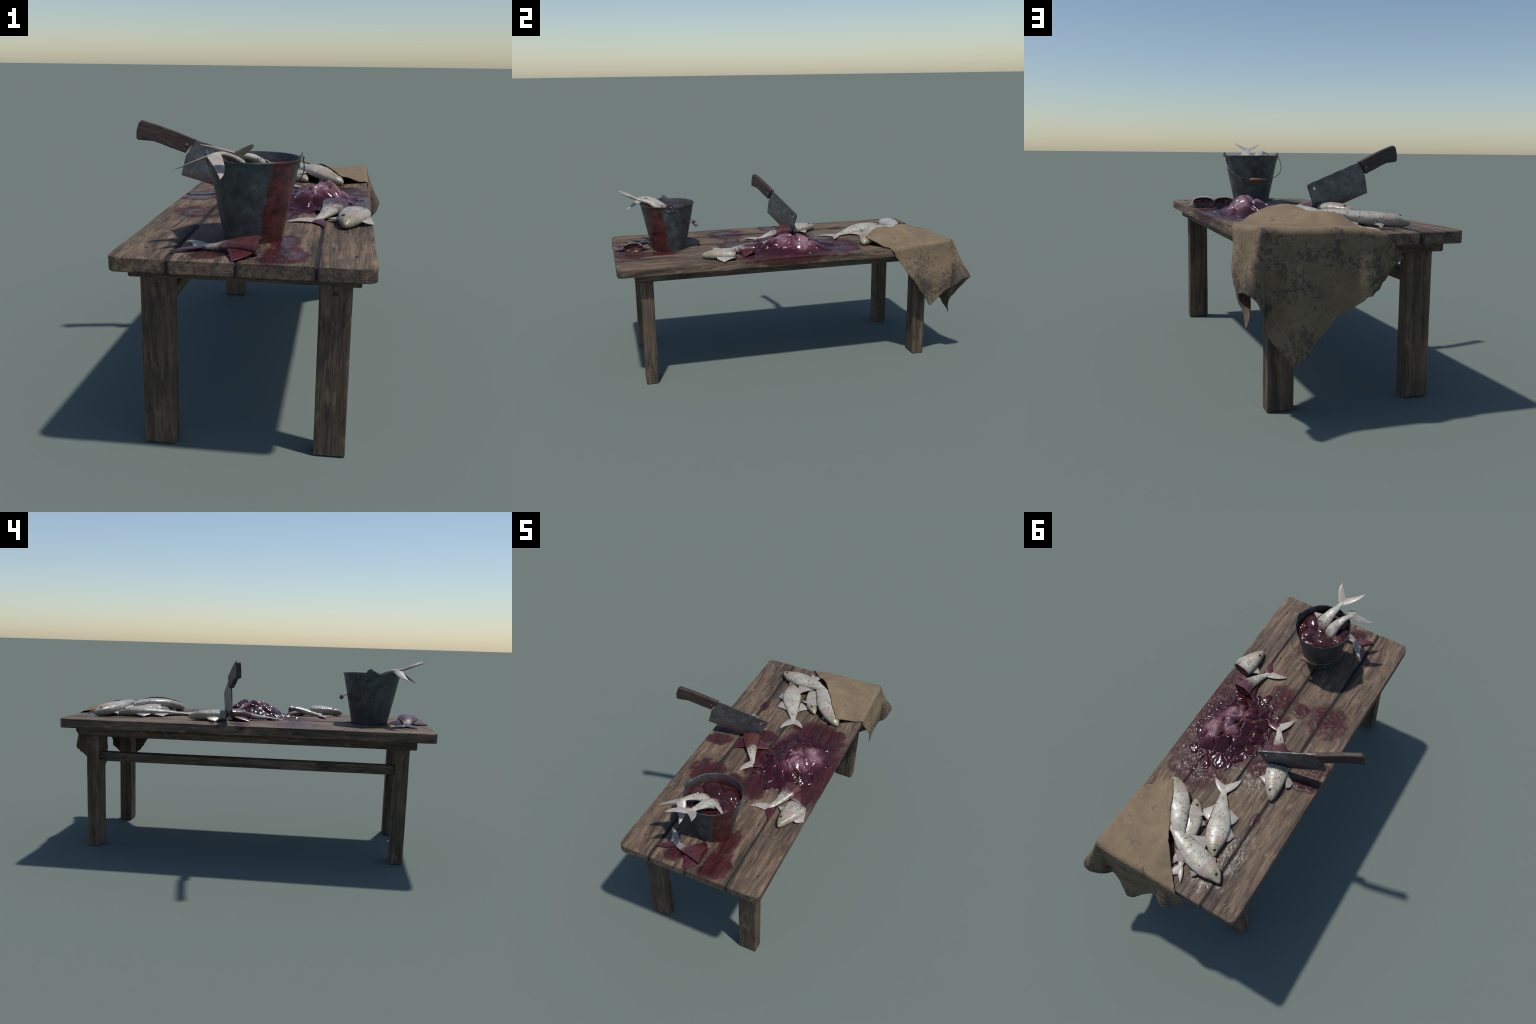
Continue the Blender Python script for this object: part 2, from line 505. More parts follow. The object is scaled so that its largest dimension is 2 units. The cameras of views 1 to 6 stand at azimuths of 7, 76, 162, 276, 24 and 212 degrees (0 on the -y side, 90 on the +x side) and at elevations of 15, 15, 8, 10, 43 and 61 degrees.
M_BUCKET = bucket_material("stained_galvanised_metal", False)
M_BUCKET_IN = bucket_material("bloody_galvanised_metal", True)
SEG = 96
prof = [(0.0, TOP + 0.006), (0.088, TOP + 0.006), (0.0935, TOP + 0.0005), (0.0965, TOP + 0.001), (0.0975, TOP + 0.008)]
nW = 24
for i in range(1, nW + 1):
    t = i / nW
    prof.append((0.0975 + (0.1495 - 0.0975) * t, TOP + 0.008 + (RIM_Z - 0.004 - TOP - 0.008) * t))
prof += [(0.1525, RIM_Z - 0.003), (0.1532, RIM_Z), (0.1515, RIM_Z + 0.0025), (0.1485, RIM_Z + 0.001)]
for i in range(nW + 1):
    t = 1 - i / nW
    prof.append((0.0945 + (0.1470 - 0.0945) * t, TOP + 0.010 + (RIM_Z - 0.006 - TOP - 0.010) * t))
prof.append((0.0, TOP + 0.010))
verts, faces, rows = [], [], []
for r, z in prof:
    row = []
    if r == 0:
        verts.append((BC.x, BC.y, z))
        row = [len(verts) - 1] * SEG
    else:
        for i in range(SEG):
            a = 2 * math.pi * i / SEG
            az = math.atan2(math.sin(a), math.cos(a))
            # a knock in the blood stained side and gentle unevenness
            dent = 0.006 * math.exp(-((az - math.radians(48)) / 0.13) ** 2 - ((z - 0.775) / 0.013) ** 2)
            rr = r - dent + 0.0012 * N(math.sin(a) * 3, math.cos(a) * 3, z * 12)
            verts.append((BC.x + math.sin(a) * rr, BC.y - math.cos(a) * rr, z))
            row.append(len(verts) - 1)
    rows.append(row)
for a, b in zip(rows, rows[1:]):
    for i in range(SEG):
        j = (i + 1) % SEG
        f = [a[i], a[j], b[j], b[i]]
        f = list(dict.fromkeys(f))
        if len(f) > 2:
            faces.append(tuple(f))
n_out = (5 + nW + 2)
pail = add("pail", verts, faces, None, bucket, mats=[M_BUCKET, M_BUCKET_IN],
           face_mats=[1 if i // SEG >= n_out else 0 for i in range(len(faces))])
fix_normals(pail)
smooth_by_angle(pail, 50)

M_WIRE = simple("bail_wire", (0.10, 0.10, 0.105), (0.22, 0.21, 0.20), 60, 0.38, metallic=0.85)
M_GRIP = simple("turned_wood_grip", (0.10, 0.055, 0.030), (0.27, 0.15, 0.08), 60, 0.6, stretch=(0.2, 1, 1), bump=0.3)

def tube(name, pts, radius, mat, parent, seg=10, radii=None, closed=False):
    pts = [Vector(p) for p in pts]
    verts, faces = [], []
    n = len(pts)
    prev = None
    for i, p in enumerate(pts):
        if closed:
            t = pts[(i + 1) % n] - pts[i - 1]
        else:
            t = pts[min(i + 1, n - 1)] - pts[max(i - 1, 0)]
        t.normalize()
        if prev is None:
            u = t.orthogonal().normalized()
        else:
            u = (prev - t * prev.dot(t)).normalized()
        prev = u
        w = t.cross(u)
        r = radii[i] if radii else radius
        for j in range(seg):
            a = 2 * math.pi * j / seg
            verts.append(p + (u * math.cos(a) + w * math.sin(a)) * r)
    for i in range(n if closed else n - 1):
        i2 = (i + 1) % n
        for j in range(seg):
            k = (j + 1) % seg
            faces.append((i * seg + j, i * seg + k, i2 * seg + k, i2 * seg + j))
    if not closed:
        faces.append(tuple(reversed(range(seg))))
        faces.append(tuple(range((n - 1) * seg, n * seg)))
    return add(name, verts, faces, mat, parent)

# ears riveted to the rim, with wire eyes
for sx in (-1, 1):
    base = Vector((BC.x + sx * 0.1500, BC.y, RIM_Z - 0.012))
    verts, faces = [], []
    outl = [(-0.034, -0.004), (-0.024, 0.012), (-0.016, 0.022), (-0.009, 0.0295), (0.0, 0.032), (0.009, 0.0295), (0.016, 0.022), (0.024, 0.012), (0.034, -0.004), (0.0, -0.018)]
    for layer, dx in ((0, -0.0022), (1, 0.0022)):
        for (y, z) in outl:
            curve = 0.150 - math.sqrt(0.150 ** 2 - y * y)
            verts.append((base.x + sx * (dx + z * 0.19) - sx * curve, base.y + y, base.z + z))
    m = len(outl)
    faces = [tuple(range(m)), tuple(reversed(range(m, 2 * m)))] + [(i, m + i, m + (i + 1) % m, (i + 1) % m) for i in range(m)]
    ear = add("handle_ear", verts, faces, M_BUCKET, bucket, smooth=False)
    fix_normals(ear)
    loop = [Vector((base.x + sx * (0.005 + 0.007 * math.cos(t)), base.y + 0.003 * math.sin(t), base.z + 0.016 + 0.009 * math.sin(t))) for t in [2 * math.pi * i / 18 for i in range(18)]]
    tube("wire_eye", loop, 0.0014, M_WIRE, bucket, 8, closed=True)
# bail hanging down on the +y side
grip_c = Vector((0.051, -0.530, 0.816))
hinge = Vector((BC.x, BC.y, RIM_Z + 0.006))
down = grip_c - hinge
pts = []
for i in range(49):
    t = -1 + 2 * i / 48
    ang = t * math.pi / 2
    w = 0.158 * (math.copysign(abs(math.sin(ang)) ** 0.85, ang))
    d = max(0.0, math.cos(ang)) ** 0.80
    pts.append(hinge + Vector((w + 0.012 * math.sin(2 * ang) , 0, 0)) + down * d)
tube("bail", pts, 0.0019, M_WIRE, bucket)
g = [grip_c + Vector((x, 0, 0)) for x in (-0.048, -0.046, -0.030, 0.0, 0.030, 0.046, 0.048)]
tube("grip", g, 0.01, M_GRIP, bucket, 16, radii=[0.006, 0.0095, 0.0105, 0.0115, 0.0105, 0.0095, 0.006])

# blood and organs filling the bucket
def gore_material(name, lo, mid, hi, scale=14, rough=0.16):
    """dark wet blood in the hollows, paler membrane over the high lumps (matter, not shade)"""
    k = Nodes(name)
    t = k.math("ADD", 0.34, k.math("MULTIPLY", k.math("SUBTRACT", k.noise(k.co, scale, 5, 0.6), 0.5), 1.6))
    col = k.ramp(t, [(0.15, lo), (0.55, mid), (0.95, hi)])
    vein = k.noise(k.co, 28, 4, 0.6, 1.0)
    vein = k.step(k.math("ABSOLUTE", k.math("SUBTRACT", vein, 0.5)), 0.0, 0.02, 0.6, 0.0)
    col = k.mix(vein, col, lo)
    nrm = k.bump(k.noise(k.co, 60, 3, 0.5), 0.28, 0.006)
    return k.done(col, rough, nrm, spec=0.5, coat=0.4)

M_OFFAL = gore_material("dark_wet_offal", (0.026, 0.005, 0.005), (0.058, 0.011, 0.011), (0.11, 0.026, 0.026))
M_OFFAL_PALE = gore_material("pink_offal", (0.045, 0.010, 0.010), (0.10, 0.032, 0.032), (0.20, 0.085, 0.085))

def lump(name, c, r, rot, mat, parent, seed, amp=0.12):
    """an organ: a squashed ball with soft furrows"""
    nu, nv = 40, 24
    R = Matrix.Rotation(math.radians(rot), 3, 'Z')
    verts, faces = [], []
    for j in range(nv + 1):
        th = math.pi * j / nv
        for i in range(nu):
            ph = 2 * math.pi * i / nu
            d = Vector((math.sin(th) * math.cos(ph), math.sin(th) * math.sin(ph), math.cos(th)))
            f = 1 + amp * N(d.x * 1.7 + seed, d.y * 1.7, d.z * 1.7) + amp * 0.5 * N(d.x * 4 + seed, d.y * 4, d.z * 4)
            f -= amp * 0.9 * max(0, 1 - abs(N(d.x * 1.3 - seed, d.y * 1.3, d.z * 1.3)) * 9)
            p = R @ Vector((d.x * r[0], d.y * r[1], d.z * r[2])) * f + Vector(c)
            q = Vector((p.x - BC.x, p.y - BC.y))
            lim = 0.0915 + (p.z - TOP) / (RIM_Z - TOP) * 0.0525      # stay inside the pail wall
            if q.length > lim:
                q *= lim / q.length
                p.x, p.y = BC.x + q.x, BC.y + q.y
            verts.append(p)
    for j in range(nv):
        for i in range(nu):
            k = (i + 1) % nu
            faces.append((j * nu + i, (j + 1) * nu + i, (j + 1) * nu + k, j * nu + k))
    ob = add(name, verts, faces, mat, parent)
    import bmesh
    bm = bmesh.new()
    bm.from_mesh(ob.data)
    bmesh.ops.remove_doubles(bm, verts=bm.verts, dist=1e-6)
    bm.to_mesh(ob.data)
    bm.free()
    ob.data.polygons.foreach_set("use_smooth", [True] * len(ob.data.polygons))
    return ob

verts, faces = [], []
rings, seg = 10, 64
LV = 0.902
for j in range(rings + 1):
    for i in range(seg):
        a = 2 * math.pi * i / seg
        r = 0.1345 * j / rings
        x, y = BC.x + r * math.cos(a), BC.y + r * math.sin(a)
        verts.append((x, y, LV + 0.006 * N(x * 25, y * 25, 2.0)))
for j in range(rings):
    for i in range(seg):
        k = (i + 1) % seg
        faces.append((j * seg + i, (j + 1) * seg + i, (j + 1) * seg + k, j * seg + k))
add("blood_pool", verts, faces, M_OFFAL, bucket)
organs = [((0.112, -0.625, 0.892), (0.060, 0.050, 0.030), 30, 0), ((0.020, -0.622, 0.896), (0.070, 0.052, 0.034), -15, 0),
          ((0.122, -0.718, 0.896), (0.058, 0.070, 0.034), 20, 0), ((-0.052, -0.668, 0.888), (0.046, 0.052, 0.034), 60, 1),
          ((0.062, -0.676, 0.890), (0.040, 0.034, 0.030), 0, 0), ((0.070, -0.780, 0.886), (0.062, 0.044, 0.028), 0, 0),
          ((-0.040, -0.748, 0.884), (0.056, 0.056, 0.028), 40, 0), ((0.072, -0.575, 0.888), (0.060, 0.030, 0.026), 5, 0),
          ((0.165, -0.665, 0.884), (0.030, 0.045, 0.028), 5, 1)]
for i, (c, r, rot, pale) in enumerate(organs):
    lump("organ", c, r, rot, M_OFFAL_PALE if pale else M_OFFAL, bucket, 3.7 * i + 1.0, 0.11)

# ------------------------------------------------------------------ cleaver
cleaver = thing("cleaver", (-0.1, 0.08, TOP), "heavy steel cleaver with wooden handle stuck in table", "cleaver")
A = Vector((-0.004, 0.102, 0.818))
U = (Vector((-0.301, 0.026, 0.924)) - A).normalized()
NB = Vector((0.2603, -0.9648, 0.0376))
NB = (NB - U * NB.dot(U)).normalized()
W = U.cross(NB)
if W.z < 0:
    W = -W

def cleaver_material():
    k = Nodes("worn_blade_steel")
    rel = k.vmath("SUBTRACT", k.co, tuple(A))
    w = k.vmath("DOT_PRODUCT", rel, tuple(W))
    u = k.vmath("DOT_PRODUCT", rel, tuple(U))
    base = k.ramp(k.noise(k.co, 26, 6, 0.65), [(0.33, (0.085, 0.087, 0.090)), (0.55, (0.150, 0.153, 0.157)), (0.72, (0.235, 0.240, 0.250))])
    n = k.math("MULTIPLY", k.math("SUBTRACT", k.noise(k.co, 22, 4), 0.5), 0.04)
    edge = k.step(k.math("ADD", w, n), -0.150, -0.118, 1.0, 0.0)
    edge = k.math("MULTIPLY", edge, k.step(u, 0.20, 0.27, 1.0, 0.25))
    col = k.mix(k.math("MULTIPLY", edge, 0.85), base, (0.075, 0.012, 0.012))
    return k.done(col, k.fmix(edge, 0.46, 0.34), k.bump(k.noise(k.co, 50, 4), 0.22, 0.004), metallic=k.fmix(edge, 0.6, 0.0), spec=0.45)

M_BLADE = cleaver_material()

def handle_material():
    k = Nodes("dark_handle_wood")
    rel = k.vmath("SUBTRACT", k.co, tuple(A))
    u = k.vmath("DOT_PRODUCT", rel, tuple(U))
    w = k.vmath("DOT_PRODUCT", rel, tuple(W))
    n = k.vmath("DOT_PRODUCT", rel, tuple(NB))
    c = k.nt.nodes.new("ShaderNodeCombineXYZ")
    for v, s in zip((k.math("MULTIPLY", u, 0.1), w, n), c.inputs):
        k.link(v, s)
    g = k.noise(c.outputs[0], 150, 5, 0.6, 0.5)
    col = k.ramp(g, [(0.32, (0.022, 0.014, 0.012)), (0.5, (0.052, 0.033, 0.029)), (0.7, (0.085, 0.055, 0.048))])
    return k.done(col, 0.55, k.bump(g, 0.2, 0.003), spec=0.35)

M_HANDLE = handle_material()

def plate(name, outline, half, mat, parent, tilt=0.0, bevel=0.0, hole=None, thin_below=None):
    """extrude an outline in the blade plane; half = half thickness, hole = (u, w, r)"""
    import bmesh
    bm = bmesh.new()
    def P(u, w, n):
        return A + U * u + W * w + NB * (n + tilt * max(0, u - 0.32))
    vs = [bm.verts.new(P(u, w, -half)) for u, w in outline]
    es = [bm.edges.new((vs[i], vs[(i + 1) % len(vs)])) for i in range(len(vs))]
    if hole:
        hs = [bm.verts.new(P(hole[0] + hole[2] * math.cos(a), hole[1] + hole[2] * math.sin(a), -half)) for a in [2 * math.pi * i / 14 for i in range(14)]]
        es += [bm.edges.new((hs[i], hs[(i + 1) % 14])) for i in range(14)]
    bmesh.ops.triangle_fill(bm, use_beauty=True, edges=es)
    geo = bmesh.ops.extrude_face_region(bm, geom=list(bm.faces))
    for v in geo["geom"]:
        if isinstance(v, bmesh.types.BMVert):
            v.co += NB * 2 * half
    if thin_below is not None:               # grind the cutting edge
        for v in bm.verts:
            w = (v.co - A).dot(W)
            if w < thin_below:
                n = (v.co - A).dot(NB)
                v.co -= NB * n * 0.85
    bmesh.ops.recalc_face_normals(bm, faces=bm.faces)
    me = bpy.data.meshes.new(name)
    bm.to_mesh(me)
    bm.free()
    me.materials.append(mat)
    ob = bpy.data.objects.new(name, me)
    COL.objects.link(ob)
    ob.parent = parent
    ob.matrix_parent_inverse = Matrix.Translation(parent.location).inverted()
    if bevel:
        b = ob.modifiers.new("bevel", "BEVEL")
        b.width = bevel
        b.segments = 2
        b.limit_method = 'ANGLE'
        b.angle_limit = math.radians(50)
    return ob

spine = [(0.0, -0.006), (0.004, 0.0)] + [(0.004 + 0.32 * i / 12, 0.0012 * math.sin(i * 2.1)) for i in range(1, 13)]
lower = [(0.331, -0.060), (0.338, -0.075), (0.335, -0.110), (0.331, -0.164), (0.25, -0.162), (0.15, -0.160), (0.02, -0.157), (0.006, -0.10)]
plate("blade", spine + lower, 0.0034, M_BLADE, cleaver, bevel=0.0008, hole=(0.034, -0.030, 0.0085), thin_below=-0.14)
hpts = [(0.320, 0.001), (0.40, 0.0055), (0.48, 0.0075), (0.559, 0.005), (0.568, -0.010), (0.567, -0.045), (0.558, -0.074), (0.549, -0.078), (0.488, -0.063), (0.45, -0.0635), (0.41, -0.066), (0.345, -0.067)]
plate("handle", hpts, 0.0125, M_HANDLE, cleaver, tilt=0.05, bevel=0.0045)
M_BOLSTER = simple("rusty_bolster", (0.05, 0.015, 0.012), (0.10, 0.035, 0.028), 60, 0.5, metallic=0.2)
plate("bolster", [(0.3185, 0.0015), (0.3245, 0.0018), (0.3505, -0.0672), (0.3435, -0.0678)], 0.0131, M_BOLSTER, cleaver, bevel=0.001)
for sgn in (-1, 1):
    p = A + U * 0.350 + W * -0.034 + NB * (sgn * 0.0128 + 0.0015)
    dome("rivet", p, NB * sgn, 0.0068, 0.0028, M_WIRE, cleaver)

# ------------------------------------------------------------------ fish
HW = [(0, 0.0), (0.012, 0.0080), (0.03, 0.0130), (0.06, 0.0195), (0.12, 0.0315), (0.2, 0.0445), (0.3, 0.055), (0.4, 0.060),
      (0.5, 0.0565), (0.6, 0.0475), (0.7, 0.0365), (0.8, 0.0265), (0.9, 0.0175), (1, 0.012)]
HH = [(0, 0.0), (0.012, 0.008), (0.03, 0.0125), (0.06, 0.0175), (0.12, 0.023), (0.2, 0.0265), (0.35, 0.029), (0.5, 0.027),
      (0.6, 0.022), (0.7, 0.017), (0.8, 0.012), (0.9, 0.008), (1, 0.0055)]

BODIES = []       # (spine point, half width, half height) of every fish, for the cloth to lie on

def fin(name, lead, trail, mat, parent, thick=0.0032, n=14, m=8):
    """ruled blade between a leading and a trailing edge (quadratic curves that meet at the tip)"""
    L = [Vector(p) for p in lead]
    T = [Vector(p) for p in trail]
    def bez(c, t):
        return c[0] * (1 - t) ** 2 + c[1] * 2 * t * (1 - t) + c[2] * t * t
    up = (L[2] - L[0]).cross(T[0] - L[0])
    up.normalize()
    if up.z < 0:
        up = -up
    verts, faces = [], []
    for side in (1, -1):
        for i in range(n + 1):
            t = i / n
            a, b = bez(L, t), bez(T, t)
            for j in range(m + 1):
                s = j / m
                h = thick * (1 - t) ** 0.6 * (math.sin(math.pi * s) ** 0.6) + 0.0005
                h += 0.0006 * math.sin(s * 22)* (1 - t)
                verts.append(a.lerp(b, s) + up * side * h)
    o = (n + 1) * (m + 1)
    for i in range(n):
        for j in range(m):
            q = (i * (m + 1) + j, (i + 1) * (m + 1) + j, (i + 1) * (m + 1) + j + 1, i * (m + 1) + j + 1)
            faces.append(q)
            faces.append(tuple(o + v for v in reversed(q)))
    rim = [i * (m + 1) for i in range(n + 1)] + [n * (m + 1) + j for j in range(1, m + 1)] + [i * (m + 1) + m for i in range(n - 1, -1, -1)] + [j for j in range(m - 1, 0, -1)]
    for a, b in zip(rim, rim[1:] + rim[:1]):
        faces.append((a, b, o + b, o + a))
    ob = add(name, verts, faces, mat, parent)
    fix_normals(ob)
    smooth_by_angle(ob, 60)
    return ob

def fish(name, label, spine, s0=0.0, s1=1.0, wide=1.0, thick=1.0, floor=None, eye=None, tail=None, fins=(), bloody=None,
         wet=0.0, red_lobe=None, red_fins=False, roll=0.0, jag=0.0):
    sp = [Vector(p) for p in spine]
    base = Vector((sp[len(sp) // 2].x, sp[len(sp) // 2].y, TOP))
    th = thing(name, base, label, "fish")
    BODIES.append([(catmull(sp, i / 40), lerp_table(HW, s0 + (s1 - s0) * i / 40) * wide, lerp_table(HH, s0 + (s1 - s0) * i / 40) * thick) for i in range(41)])
    length = sum((b - a).length for a, b in zip(sp, sp[1:])) / (s1 - s0)
    axis = (sp[-1] - sp[0])
    axis.z = 0
    nose = sp[0] - axis.normalized() * length * s0 * 0.98
    mat = skin(name + "_skin", nose, sp[-1], axis.length / (s1 - s0), bloody, wet)
    K, Mseg = 110, 40
    ss = []
    for i in range(K + 1):
        t = i / K
        if s0 == 0:
            t = t ** 1.35
        ss.append(s0 + (s1 - s0) * t)
    verts, rows = [], []
    for s in ss:
        t = (s - s0) / (s1 - s0)
        c = catmull(sp, t)
        tan = (catmull(sp, min(1, t + 0.01)) - catmull(sp, max(0, t - 0.01))).normalized()
        lat = Vector((0, 0, 1)).cross(tan).normalized()
        nor = tan.cross(lat)
        rl = Matrix.Rotation(math.radians(roll), 3, tan)
        lat, nor = rl @ lat, rl @ nor
        hw, hh = lerp_table(HW, s) * wide, lerp_table(HH, s) * thick
        # gill slits: shallow furrows behind the head
        for g in (0.200, 0.224, 0.248, 0.272):
            k = 1 - 0.05 * math.exp(-((s - g) / 0.0055) ** 2)
            hh *= k
        row = []
        for j in range(Mseg):
            a = 2 * math.pi * j / Mseg
            ca, sa = math.cos(a), math.sin(a)
            px = math.copysign(abs(ca) ** 0.9, ca)
            pz = math.copysign(abs(sa) ** 0.85, sa)
            p = c + lat * hw * px + nor * hh * pz
            p += (lat * px + nor * pz) * 0.0012 * N(p.x * 40, p.y * 40, p.z * 40)
            if jag and s0 > 0 and t < 0.06:
                p += tan * jag * N(p.x * 90, p.y * 90, p.z * 90)
            if floor is not None:
                p.z = max(p.z, floor + 0.0005)
            row.append(len(verts))
            verts.append(p)
        rows.append(row)
    faces, part = [], []
    for i, (r0, r1) in enumerate(zip(rows, rows[1:])):
        for j in range(Mseg):
            k = (j + 1) % Mseg
            faces.append((r0[j], r1[j], r1[k], r0[k]))
            part.append(0 if ss[i] < 0.235 else 1)
    if s1 > 0.99:
        tip_i = len(verts)
        verts.append(sp[-1] + (sp[-1] - catmull(sp, 0.97)).normalized() * 0.014)
        for j in range(Mseg):
            faces.append((rows[-1][j], tip_i, rows[-1][(j + 1) % Mseg]))
            part.append(1)
    if s0 == 0:
        tip_i = len(verts)
        verts.append(sp[0] - (catmull(sp, 0.02) - sp[0]).normalized() * 0.001)
        for j in range(Mseg):
            faces.append((rows[0][j], rows[0][(j + 1) % Mseg], tip_i))
            part.append(0)
    # whole-body normals, then split into head and torso that share border vertices
    tmp = bpy.data.meshes.new("whole_body")
    tmp.from_pydata([tuple(v) for v in verts], [], faces)
    tmp.update()
    nrm = [Vector(v.normal) for v in tmp.vertices]
    bpy.data.meshes.remove(tmp)
    cen = sum((verts[i] for i in rows[len(rows) // 2]), Vector()) / Mseg
    if (verts[rows[len(rows) // 2][0]] - cen).dot(nrm[rows[len(rows) // 2][0]]) < 0:
        faces = [tuple(reversed(f)) for f in faces]
        nrm = [-n for n in nrm]
    groups = [(0, "head"), (1, "torso")] if s0 < 0.2 else [(1, "torso")]
    for pid, pname in groups:
        used = {}
        fs = []
        for f, q in zip(faces, part):
            if q != pid:
                continue
            fs.append(tuple(used.setdefault(v, len(used)) for v in f))
        order = sorted(used, key=used.get)
        ob = add(pname, [verts[v] for v in order], fs, mat, th)
        ob.data.normals_split_custom_set_from_vertices([nrm[v] for v in order])
    # cut face where the fish was chopped through, slightly sunken with a rim of meat
    for row, cut, sgn in ((rows[0], s0 > 0, 1), (rows[-1], s1 < 0.99, -1)):
        if not cut:
            continue
        ring = [verts[i] for i in row]
        c = sum(ring, Vector()) / len(ring)
        inw = (catmull(sp, 0.05) - catmull(sp, 0)).normalized() if sgn == 1 else (catmull(sp, 0.95) - catmull(sp, 1)).normalized()
        cv, cf = [], []
        for q, (f, dpt) in enumerate(((1.0, 0.0), (0.93, -0.002), (0.8, 0.001), (0.6, 0.006), (0.35, 0.004), (0.12, 0.008))):
            for p in ring:
                w = c.lerp(p, f) + inw * (dpt + 0.004 * N(p.x * 60 + q, p.y * 60, p.z * 60) * (1 if q else 0))
                cv.append(w)
        cv.append(c + inw * 0.006)
        m = len(ring)
        for q in range(5):
            for j in range(m):
                k = (j + 1) % m
                cf.append((q * m + j, q * m + k, (q + 1) * m + k, (q + 1) * m + j))
        for j in range(m):
            cf.append((5 * m + j, 5 * m + (j + 1) % m, 6 * m))
        ob = add("cut_face", cv, cf, M_FLESH, th)
        fix_normals(ob)
    if eye:
        e = Vector(eye)
        best = min(range(len(verts)), key=lambda i: (verts[i].x - e.x) ** 2 + (verts[i].y - e.y) ** 2 - (0.02 * (verts[i].z - TOP)))
        p = verts[best]
        dome("eye", p - Vector((0, 0, 0.0005)), (nrm[best] if nrm[best].z > 0 else -nrm[best]), 0.0072, 0.0042, M_EYE, th, 20)
    if tail:
        end = sp[-1]
        tan = (sp[-1] - catmull(sp, 0.93)).normalized()
        lat = Vector((0, 0, 1)).cross(tan).normalized()
        for li, tip in enumerate(tail):
            tip = Vector(tip)
            sgn = 1 if (tip - end).dot(lat) > 0 else -1
            root = end + lat * sgn * 0.0125 * wide - tan * 0.022
            notch = end + tan * 0.026 - lat * sgn * 0.004
            dist = (tip - end).length
            side = ((tip - end) - tan * (tip - end).dot(tan)).normalized()
            lead = [root, root.lerp(tip, 0.5) + (side * 0.24 - tan * 0.06) * dist + Vector((0, 0, 0.004)), tip]
            trail = [notch, notch.lerp(tip, 0.5) + (side * 0.02 - tan * 0.05) * dist + Vector((0, 0, 0.004)), tip]
            lead = [root, root.lerp(tip, 0.62) + (side * 0.20 + tan * 0.0) * dist - tan * 0.14 * dist + Vector((0, 0, 0.004)), tip]
            fin("tail_fin", lead, trail, M_FIN_RED if red_lobe == li else M_FIN, th, 0.0036)
    for fn, a, b, tip, *bow in fins:
        a, b, tip = Vector(a), Vector(b), Vector(tip)
        k = bow[0] if bow else 0.12
        out = (tip - (a + b) / 2)
        along = (b - a)
        a, b = a - along * 0.16, b + along * 0.16
        tip = tip + (tip - (a + b) / 2) * 0.10
        lead = [a, a.lerp(tip, 0.5) - along * (k + 0.04) + out * 0.12 + Vector((0, 0, 0.003)), tip]
        trail = [b, b.lerp(tip, 0.5) - along * 0.10 + Vector((0, 0, 0.003)), tip]
        fin(fn, lead, trail, M_FIN_RED if red_fins else M_FIN, th, 0.0045)
    return th

Z = TOP
# four whole fish heaped by the cloth
fish("fish", "pale speckled whole fish lying on its side",
     [(-0.191, 0.768, Z + 0.018), (-0.140, 0.742, Z + 0.026), (-0.075, 0.728, Z + 0.032), (0.0, 0.706, Z + 0.040), (0.075, 0.682, Z + 0.052), (0.130, 0.660, Z + 0.058), (0.180, 0.648, Z + 0.050)],
     wide=1.0, thick=1.0, floor=Z, eye=(-0.162, 0.740),
     tail=[(0.240, 0.685, Z + 0.022), (0.240, 0.605, Z + 0.026)],
     fins=[("pectoral_fin", (-0.072, 0.775, Z + 0.02), (-0.035, 0.782, Z + 0.02), (-0.050, 0.803, Z + 0.008)),
           ("pectoral_fin", (-0.108, 0.690, Z + 0.02), (-0.066, 0.668, Z + 0.02), (-0.100, 0.664, Z + 0.006)),
           ("dorsal_fin", (-0.020, 0.655, Z + 0.035), (0.062, 0.640, Z + 0.045), (0.004, 0.600, Z + 0.022)),
           ("pelvic_fin", (0.030, 0.745, Z + 0.025), (0.088, 0.728, Z + 0.03), (0.052, 0.772, Z + 0.010))])
fish("fish", "pale speckled whole fish lying on its side",
     [(-0.091, 0.668, Z + 0.016), (-0.062, 0.618, Z + 0.020), (-0.040, 0.560, Z + 0.022), (-0.018, 0.500, Z + 0.021), (0.016, 0.432, Z + 0.016), (0.046, 0.372, Z + 0.011), (0.068, 0.325, Z + 0.008)],
     wide=1.0, thick=0.86, floor=Z, eye=(-0.079, 0.642),
     tail=[(0.022, 0.228, Z + 0.004), (0.148, 0.285, Z + 0.006)],
     fins=[("pectoral_fin", (-0.088, 0.560, Z + 0.016), (-0.068, 0.490, Z + 0.016), (-0.114, 0.520, Z + 0.004), 0.25),
           ("dorsal_fin", (-0.055, 0.478, Z + 0.014), (-0.004, 0.410, Z + 0.012), (-0.078, 0.424, Z + 0.004)),
           ("pelvic_fin", (0.044, 0.502, Z + 0.014), (0.058, 0.430, Z + 0.012), (0.104, 0.478, Z + 0.006))])
fish("fish", "pale speckled whole fish lying on another",
     [(0.337, 0.398, Z + 0.012), (0.300, 0.430, Z + 0.026), (0.248, 0.482, Z + 0.044), (0.196, 0.545, Z + 0.052), (0.148, 0.615, Z + 0.050), (0.098, 0.680, Z + 0.036), (0.055, 0.735, Z + 0.020)],
     wide=1.0, thick=0.95, floor=Z, 
     tail=[(0.000, 0.765, Z + 0.006), (0.068, 0.800, Z + 0.006)],
     fins=[("dorsal_fin", (0.165, 0.508, Z + 0.045), (0.112, 0.570, Z + 0.045), (0.074, 0.508, Z + 0.034), 0.15),
           ("pectoral_fin", (0.255, 0.440, Z + 0.025), (0.225, 0.460, Z + 0.025), (0.222, 0.428, Z + 0.006))])
